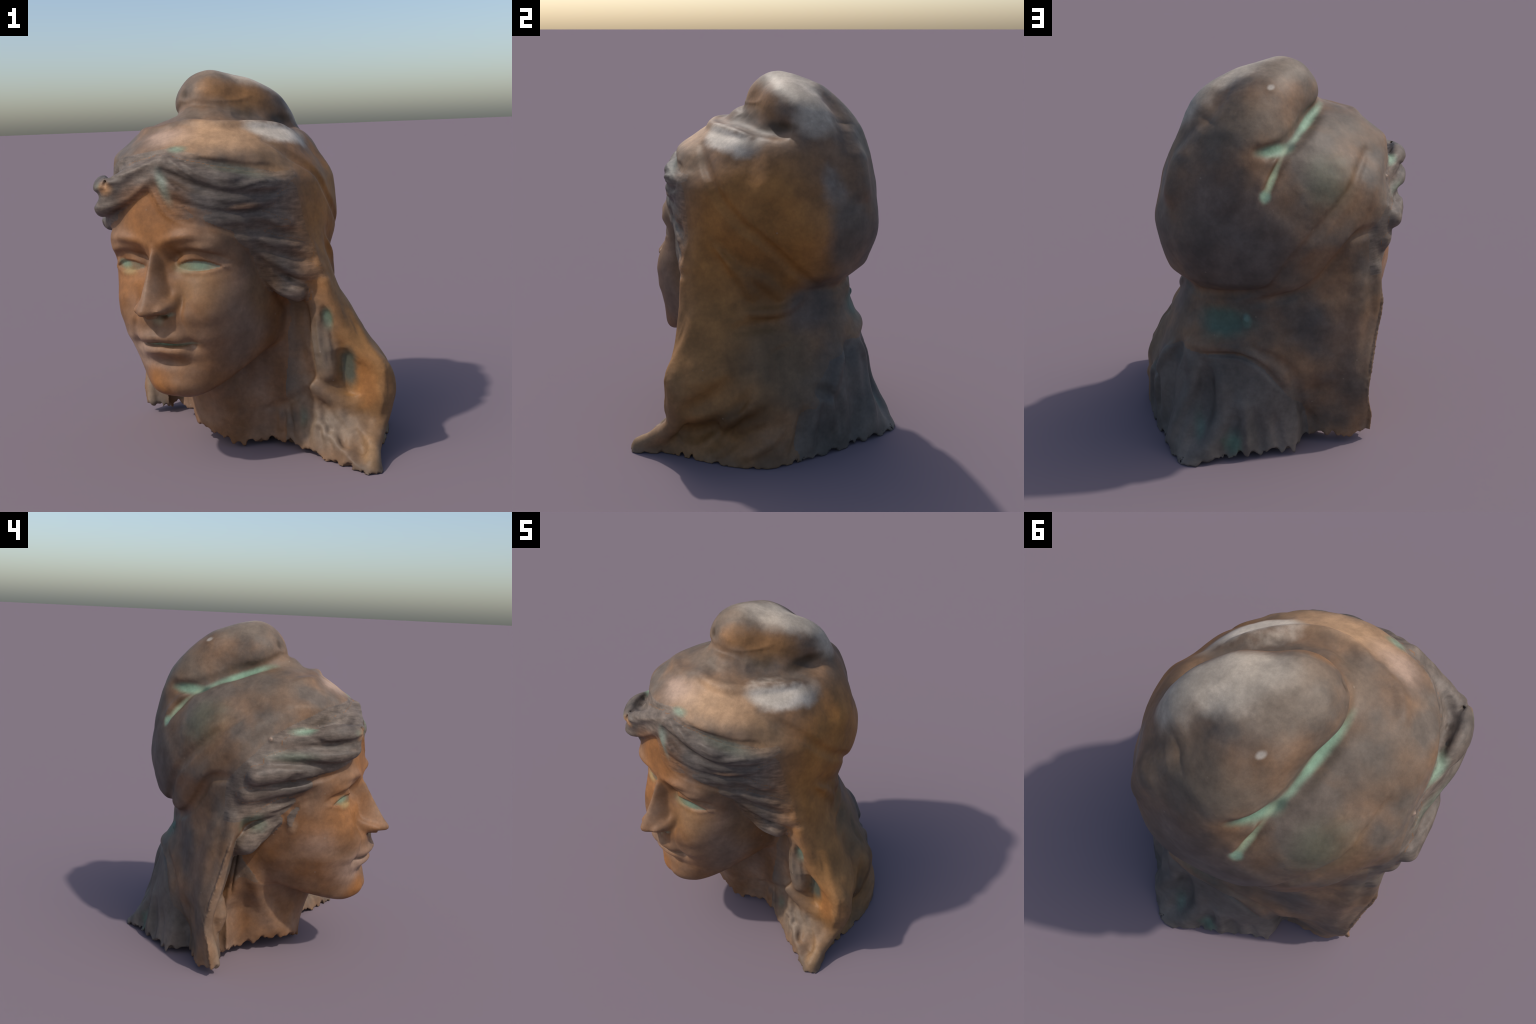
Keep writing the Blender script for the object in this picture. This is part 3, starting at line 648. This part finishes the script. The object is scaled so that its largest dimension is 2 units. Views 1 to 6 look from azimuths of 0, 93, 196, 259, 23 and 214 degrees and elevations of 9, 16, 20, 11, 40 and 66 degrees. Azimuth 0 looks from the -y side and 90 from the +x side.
# soft patches of patina: centre, radii, colour, strength, softness, rotation
PATCHES = [
 # dark hair, softly running out into the cloth
 ((-.08,-.56,1.36), (.36,.14,.15), (.068,.056,.048), .85, .5, (0,4,0)),
 ((.12,-.52,1.12), (.18,.14,.18), (.080,.060,.046), .7, .6, (0,0,0)),
 ((-.62,-.30,1.36), (.20,.28,.14), (.085,.068,.056), .7, .6, (0,0,0)),
 ((-.68,.0,1.16), (.14,.26,.15), (.078,.062,.052), .7, .6, (0,0,0)),
 ((.15,.60,.25), (.42,.28,.32), (.092,.082,.074), .6, .7, (0,0,0)),
 # her left side: warm amber veil and cap
 ((.52,-.10,1.15), (.34,.52,.62), AMBER, .95, .5, (0,0,0)),
 ((.62,-.25,.45), (.24,.42,.60), (.255,.120,.036), .85, .5, (0,0,0)),
 ((.60,.08,.55), (.18,.25,.32), (.115,.078,.045), .8, .6, (0,0,0)),
 ((.55,.0,.92), (.16,.20,.22), (.085,.045,.018), .7, .7, (0,0,0)),
 ((.56,-.02,1.30), (.12,.10,.16), (.15,.072,.020), .5, .6, (0,0,0)),
 ((.70,-.15,.25), (.16,.30,.10), (.075,.042,.018), .7, .6, (25,0,0)),
 ((.45,.25,.80), (.22,.16,.15), SLATE, .85, .5, (0,0,0)),
 ((.42,.47,1.20), (.14,.16,.25), GREYBROWN, .9, .5, (0,0,0)),
 ((.42,.38,1.48), (.06,.08,.14), (.19,.165,.14), .8, .6, (0,0,0)),
 # cap back and her right
 ((-.02,.58,1.16), (.34,.20,.30), SLATE, .9, .7, (0,0,0)),
 ((.05,.52,1.42), (.26,.18,.14), (.10,.075,.062), .6, .7, (0,0,0)),
 ((-.03,.42,1.72), (.24,.16,.14), (.15,.108,.072), .7, .7, (0,0,0)),
 ((-.56,.24,1.26), (.08,.12,.30), (.185,.105,.056), .85, .7, (-38,0,0)),
 ((-.45,.42,1.08), (.16,.10,.05), (.17,.092,.050), .7, .8, (0,0,20)),
 ((-.42,.32,1.42), (.14,.16,.14), OLIVE, .7, .7, (0,0,0)),
 ((-.45,.0,1.62), (.20,.20,.12), (.090,.068,.050), .7, .7, (0,0,0)),
 ((-.25,-.15,1.74), (.13,.14,.06), (.135,.095,.065), .9, .5, (0,0,0)),
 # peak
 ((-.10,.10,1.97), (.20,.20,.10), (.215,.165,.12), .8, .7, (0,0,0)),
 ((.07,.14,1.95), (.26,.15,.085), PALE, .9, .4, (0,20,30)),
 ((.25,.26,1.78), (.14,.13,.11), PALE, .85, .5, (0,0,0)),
 ((.0,-.05,1.85), (.24,.09,.085), (.25,.120,.042), .85, .5, (0,15,25)),
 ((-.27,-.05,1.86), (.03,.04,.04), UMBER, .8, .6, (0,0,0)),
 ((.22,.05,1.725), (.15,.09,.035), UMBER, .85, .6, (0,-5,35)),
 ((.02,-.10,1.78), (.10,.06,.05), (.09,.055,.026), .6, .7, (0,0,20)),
 # hood rim
 ((-.12,-.43,1.65), (.27,.16,.11), TAN, .95, .6, (0,0,0)),
 ((.15,-.40,1.52), (.16,.12,.12), (.25,.145,.07), .7, .7, (0,0,0)),
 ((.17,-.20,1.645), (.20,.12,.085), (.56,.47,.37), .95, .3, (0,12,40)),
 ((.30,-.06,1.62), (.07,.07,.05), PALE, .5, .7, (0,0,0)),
 ((-.36,-.38,1.64), (.14,.12,.08), (.30,.205,.15), .8, .7, (0,0,0)),
 # face
 ((-.42,-.56,1.28), (.20,.16,.17), SKIN_DEEP, .8, .6, (0,0,0)),
 ((-.58,-.40,.90), (.16,.20,.16), SKIN_DEEP, .75, .7, (0,0,0)),
 ((-.47,-.50,.62), (.15,.18,.14), SKIN_GREY, .85, .7, (0,0,0)),  # this and next: cheek tinted paler, a painted soft highlight
 ((-.55,-.30,.80), (.12,.16,.12), SKIN_GREY, .8, .7, (0,0,0)),
 ((-.44,-.60,.46), (.10,.10,.09), SKIN_DEEP, .8, .7, (0,0,0)),
 ((-.20,-.60,.92), (.14,.12,.12), (.215,.115,.045), .6, .7, (0,0,0)),
 ((-.05,-.55,.70), (.16,.20,.22), (.145,.098,.070), .8, .7, (0,0,0)),
 ((-.10,-.56,1.15), (.14,.12,.10), (.125,.085,.055), .6, .7, (0,0,0)),
 ((.08,-.50,.92), (.09,.12,.18), (.135,.075,.035), .7, .7, (0,0,0)),
 ((-.16,-.66,1.17), (.07,.06,.03), (.24,.14,.08), .7, .7, (0,0,-20)),
 # verdigris: eyes, nostrils, mouth, folds
 ((-.575,-.40,1.035), (.055,.07,.026), VERDIGRIS, .7, .6, (0,0,-30)),
 ((-.555,-.43,1.00), (.06,.05,.025), (.28,.22,.10), .6, .7, (0,0,-30)),
 ((-.215,-.60,1.04), (.070,.05,.024), VERDIGRIS, .75, .6, (0,0,-30)),
 ((-.27,-.58,1.03), (.07,.06,.03), (.20,.19,.10), .6, .7, (0,0,-30)),
 ((-.365,-.66,.825), (.035,.04,.018), VERDIGRIS, .8, .6, (0,0,0)),
 ((-.415,-.66,.79), (.03,.05,.03), (.24,.22,.14), .6, .7, (0,0,0)),
 ((-.35,-.63,.672), (.125,.05,.011), VERDIGRIS, .85, .7, (0,-2,-28)),
 ((-.235,-.64,.655), (.03,.03,.02), (.32,.27,.20), .7, .7, (0,0,0)),
 ((-.29,.16,1.675), (.032,.22,.030), VERDIGRIS, .95, .6, (-21,0,-13)),
 ((-.19,.42,1.605), (.09,.10,.032), VERDIGRIS, .9, .6, (0,0,-40)),
 ((-.255,.33,1.60), (.035,.04,.025), (.035,.06,.045), .7, .6, (0,0,0)),
 ((-.21,.45,1.50), (.024,.030,.15), (.32,.38,.24), .95, .6, (47,0,-15)),
 ((-.18,.55,1.41), (.03,.03,.03), VERDIGRIS, .8, .6, (0,0,0)),
 ((.09,.48,.72), (.17,.10,.085), SEA, .9, .6, (0,0,0)),
 ((-.035,.485,.73), (.025,.03,.04), (.12,.20,.165), .8, .6, (0,0,0)),
 ((.22,.64,.24), (.04,.06,.14), SEA, .8, .7, (0,0,0)),
 ((.03,.64,.10), (.05,.05,.08), (.08,.14,.10), .8, .7, (0,0,0)),
 ((.42,-.43,.72), (.035,.05,.07), (.10,.17,.12), .85, .6, (0,0,0)),
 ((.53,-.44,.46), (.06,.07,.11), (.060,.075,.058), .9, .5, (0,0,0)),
 ((.28,-.46,.20), (.04,.05,.10), (.085,.115,.08), .85, .6, (0,0,0)),
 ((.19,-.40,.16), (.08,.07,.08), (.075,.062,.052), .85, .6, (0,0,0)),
 ((.38,-.46,.56), (.09,.07,.18), (.155,.115,.082), .9, .6, (0,0,0)),
 ((.43,-.53,.17), (.16,.14,.11), (.19,.14,.10), .85, .6, (0,0,0)),
 ((.62,-.47,.40), (.07,.06,.16), (.25,.105,.032), .8, .6, (0,0,0)),
 ((.60,-.66,.08), (.06,.13,.08), (.22,.13,.065), .8, .6, (0,0,0)),
 # hair: pale and green strands
 ((-.36,-.58,1.42), (.028,.05,.10), (.15,.19,.15), .75, .8, (0,-20,0)),
 ((-.30,-.51,1.60), (.05,.04,.02), VERDIGRIS, .6, .7, (0,0,0)),
 ((.02,-.61,1.315), (.10,.03,.018), (.27,.16,.09), .75, .8, (0,-6,15)),
 ((.0,-.52,1.48), (.16,.07,.035), (.078,.086,.062), .7, .8, (0,12,0)),
 ((-.66,-.48,1.42), (.045,.05,.035), (.33,.175,.08), .8, .7, (0,0,0)),
 ((-.69,-.38,1.34), (.03,.07,.018), (.30,.20,.13), .7, .8, (0,0,0)),
 ((-.69,-.36,1.43), (.03,.10,.025), VERDIGRIS, .7, .7, (0,0,0)),
 ((-.68,-.18,1.43), (.03,.10,.025), VERDIGRIS, .7, .7, (0,0,0)),
 ((-.72,-.10,1.30), (.04,.16,.03), (.075,.090,.065), .7, .8, (0,0,0)),
 ((-.64,.10,.90), (.05,.08,.06), (.09,.125,.085), .75, .7, (0,0,0)),
 ((-.60,.03,.76), (.04,.05,.03), (.25,.20,.15), .6, .8, (0,0,0)),  # paler lower lobe of the hair knot
 ((-.61,-.13,.90), (.03,.03,.05), (.25,.17,.11), .7, .7, (0,0,0)),
 # pale strip along the flap edge at her right, white speck on the peak
 ((-.635,.26,.62), (.022,.05,.32), (.27,.19,.13), .55, .8, (8,0,0)),
 ((-.59,.29,.12), (.03,.04,.12), (.20,.17,.13), .6, .8, (0,0,0)),
 ((-.173,.316,1.889), (.017,.024,.014), (.42,.37,.31), .8, .6, (0,0,0)),
 ((-.70,.033,1.392), (.018,.018,.018), (.27,.19,.14), .8, .4, (0,0,0)),
 ((-.35,.38,.65), (.14,.10,.16), (.080,.075,.070), .7, .7, (0,0,0)),
 ((-.55,.36,.55), (.14,.10,.30), (.135,.092,.066), .6, .8, (0,0,0)),
]

def patina(tree, tc, col, pts):
    """lay the patches that touch this part, one over the other"""
    N_, L = tree.nodes, tree.links
    cur = tc.outputs['Object']
    # uneven patch borders: bend the coordinates with two noises
    for sc, amt, det in ((5.0, .10, 3), (22.0, .028, 3)):
        nz = N_.new('ShaderNodeTexNoise'); nz.inputs['Scale'].default_value = sc; nz.inputs['Detail'].default_value = det
        L.new(tc.outputs['Object'], nz.inputs['Vector'])
        sub = N_.new('ShaderNodeVectorMath'); sub.operation = 'SUBTRACT'; sub.inputs[1].default_value = (.5, .5, .5)
        L.new(nz.outputs['Color'], sub.inputs[0])
        mad = N_.new('ShaderNodeVectorMath'); mad.operation = 'MULTIPLY_ADD'; mad.inputs[1].default_value = (amt,)*3
        L.new(sub.outputs[0], mad.inputs[0]); L.new(cur, mad.inputs[2]); cur = mad.outputs[0]
    mx = N_.new('ShaderNodeMix'); mx.data_type = 'VECTOR'; mx.inputs['Factor'].default_value = .25
    L.new(tc.outputs['Object'], mx.inputs[4]); L.new(cur, mx.inputs[5]); fine = mx.outputs[1]
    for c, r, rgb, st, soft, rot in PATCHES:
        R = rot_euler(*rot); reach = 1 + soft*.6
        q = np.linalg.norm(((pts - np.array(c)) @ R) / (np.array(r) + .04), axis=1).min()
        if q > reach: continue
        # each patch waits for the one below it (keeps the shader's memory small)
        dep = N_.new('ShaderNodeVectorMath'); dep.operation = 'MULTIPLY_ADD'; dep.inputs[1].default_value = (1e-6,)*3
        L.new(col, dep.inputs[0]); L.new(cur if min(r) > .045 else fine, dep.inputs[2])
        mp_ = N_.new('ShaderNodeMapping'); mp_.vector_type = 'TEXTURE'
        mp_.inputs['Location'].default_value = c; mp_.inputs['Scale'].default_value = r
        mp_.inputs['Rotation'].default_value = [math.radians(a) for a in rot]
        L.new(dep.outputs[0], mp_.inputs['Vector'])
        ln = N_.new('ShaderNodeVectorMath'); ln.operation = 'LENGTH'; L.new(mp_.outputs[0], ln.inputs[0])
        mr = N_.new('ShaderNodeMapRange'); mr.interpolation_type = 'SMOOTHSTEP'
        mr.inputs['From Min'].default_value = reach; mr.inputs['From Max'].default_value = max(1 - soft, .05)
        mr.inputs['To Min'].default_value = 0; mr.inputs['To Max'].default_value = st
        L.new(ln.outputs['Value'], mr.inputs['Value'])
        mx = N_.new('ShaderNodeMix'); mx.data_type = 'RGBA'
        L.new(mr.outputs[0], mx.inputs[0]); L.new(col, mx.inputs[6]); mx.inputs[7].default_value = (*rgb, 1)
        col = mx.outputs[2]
    return col

def bronze(name, c1, c2, streak=None, rough=.56, at=('',)):
    pts = cen[np.isin(part, at)][::7]
    m = bpy.data.materials.new(name); m.use_nodes = True
    N_, L = m.node_tree.nodes, m.node_tree.links
    b = N_['Principled BSDF']
    tc = N_.new('ShaderNodeTexCoord')
    nz = N_.new('ShaderNodeTexNoise'); nz.inputs['Scale'].default_value = 4.5; nz.inputs['Detail'].default_value = 6
    L.new(tc.outputs['Object'], nz.inputs['Vector'])
    rp = N_.new('ShaderNodeValToRGB')
    rp.color_ramp.elements[0].position = .36; rp.color_ramp.elements[0].color = (*c1, 1)
    rp.color_ramp.elements[1].position = .64; rp.color_ramp.elements[1].color = (*c2, 1)
    L.new(nz.outputs['Fac'], rp.inputs['Fac'])
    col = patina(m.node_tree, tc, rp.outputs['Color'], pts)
    # cloudy mottling and fine grain of the metal skin
    for sc, lo_, hi_, stretch in ((5, .74, 1.26, (1, 1, 1)), (14, .86, 1.16, (1, 1, 1)), (48, .91, 1.09, (1, 1, 1)), (190, .94, 1.06, (1, 1, 1))) + (((30, .70, 1.35, streak),) if streak else ()):
        mp_ = N_.new('ShaderNodeMapping'); mp_.inputs['Scale'].default_value = stretch
        L.new(tc.outputs['Object'], mp_.inputs['Vector'])
        n2 = N_.new('ShaderNodeTexNoise'); n2.inputs['Scale'].default_value = sc; n2.inputs['Detail'].default_value = 5; n2.inputs['Roughness'].default_value = .6
        L.new(mp_.outputs[0], n2.inputs['Vector'])
        mr = N_.new('ShaderNodeMapRange'); mr.inputs['From Min'].default_value = .3; mr.inputs['From Max'].default_value = .7
        mr.inputs['To Min'].default_value = lo_; mr.inputs['To Max'].default_value = hi_
        L.new(n2.outputs['Fac'], mr.inputs['Value'])
        ml = N_.new('ShaderNodeVectorMath'); ml.operation = 'SCALE'
        L.new(col, ml.inputs[0]); L.new(mr.outputs[0], ml.inputs['Scale']); col = ml.outputs[0]
    # sparse pale specks
    vo = N_.new('ShaderNodeTexVoronoi'); vo.inputs['Scale'].default_value = 9
    L.new(tc.outputs['Object'], vo.inputs['Vector'])
    ms = N_.new('ShaderNodeMapRange'); ms.inputs['From Min'].default_value = .055; ms.inputs['From Max'].default_value = .03
    ms.inputs['To Max'].default_value = .45; L.new(vo.outputs['Distance'], ms.inputs['Value'])
    mx = N_.new('ShaderNodeMix'); mx.data_type = 'RGBA'; L.new(ms.outputs[0], mx.inputs[0]); L.new(col, mx.inputs[6]); mx.inputs[7].default_value = (.26, .20, .15, 1)
    L.new(mx.outputs[2], b.inputs['Base Color'])
    b.inputs['Roughness'].default_value = rough
    b.inputs['Specular IOR Level'].default_value = .25
    bp = N_.new('ShaderNodeBump'); bp.inputs['Strength'].default_value = .12; bp.inputs['Distance'].default_value = .004
    n3 = N_.new('ShaderNodeTexNoise'); n3.inputs['Scale'].default_value = 60; n3.inputs['Detail'].default_value = 5
    L.new(tc.outputs['Object'], n3.inputs['Vector']); L.new(n3.outputs['Fac'], bp.inputs['Height']); L.new(bp.outputs[0], b.inputs['Normal'])
    return m

MATS = {
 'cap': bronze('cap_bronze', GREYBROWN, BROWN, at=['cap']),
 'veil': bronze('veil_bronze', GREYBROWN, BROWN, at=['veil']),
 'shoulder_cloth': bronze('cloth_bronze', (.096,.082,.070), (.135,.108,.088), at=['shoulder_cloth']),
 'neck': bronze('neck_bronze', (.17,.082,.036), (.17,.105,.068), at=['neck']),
 'head': bronze('skin_bronze', (.185,.085,.034), (.19,.11,.065), at=['head']),
 'hair': bronze('hair_bronze', (.100,.079,.064), (.150,.112,.084), streak=(.5, .5, 2.2), at=['hair']),
}
MATS['eye'] = MATS['eye.001'] = bronze('eye_bronze', (.15,.125,.08), (.17,.17,.12), at=['eye', 'eye.001'])

root = bpy.data.objects.new('bronze_head', None)
bpy.context.collection.objects.link(root)
root['label'] = 'weathered bronze head of a woman wearing a soft pointed cap'
root['category'] = 'sculpture'
for name in MATS:
    sel = F[part == name]
    if not len(sel): continue
    us = np.unique(sel); mp = np.full(len(V), -1); mp[us] = np.arange(len(us))
    me = bpy.data.meshes.new(name)
    me.from_pydata(V[us].tolist(), [], mp[sel].tolist())
    me.polygons.foreach_set('use_smooth', np.ones(len(sel), bool))
    me.update()
    me.normals_split_custom_set_from_vertices(N[us].tolist())
    me.materials.append(MATS[name])
    ob = bpy.data.objects.new(name, me); ob.parent = root
    bpy.context.collection.objects.link(ob)
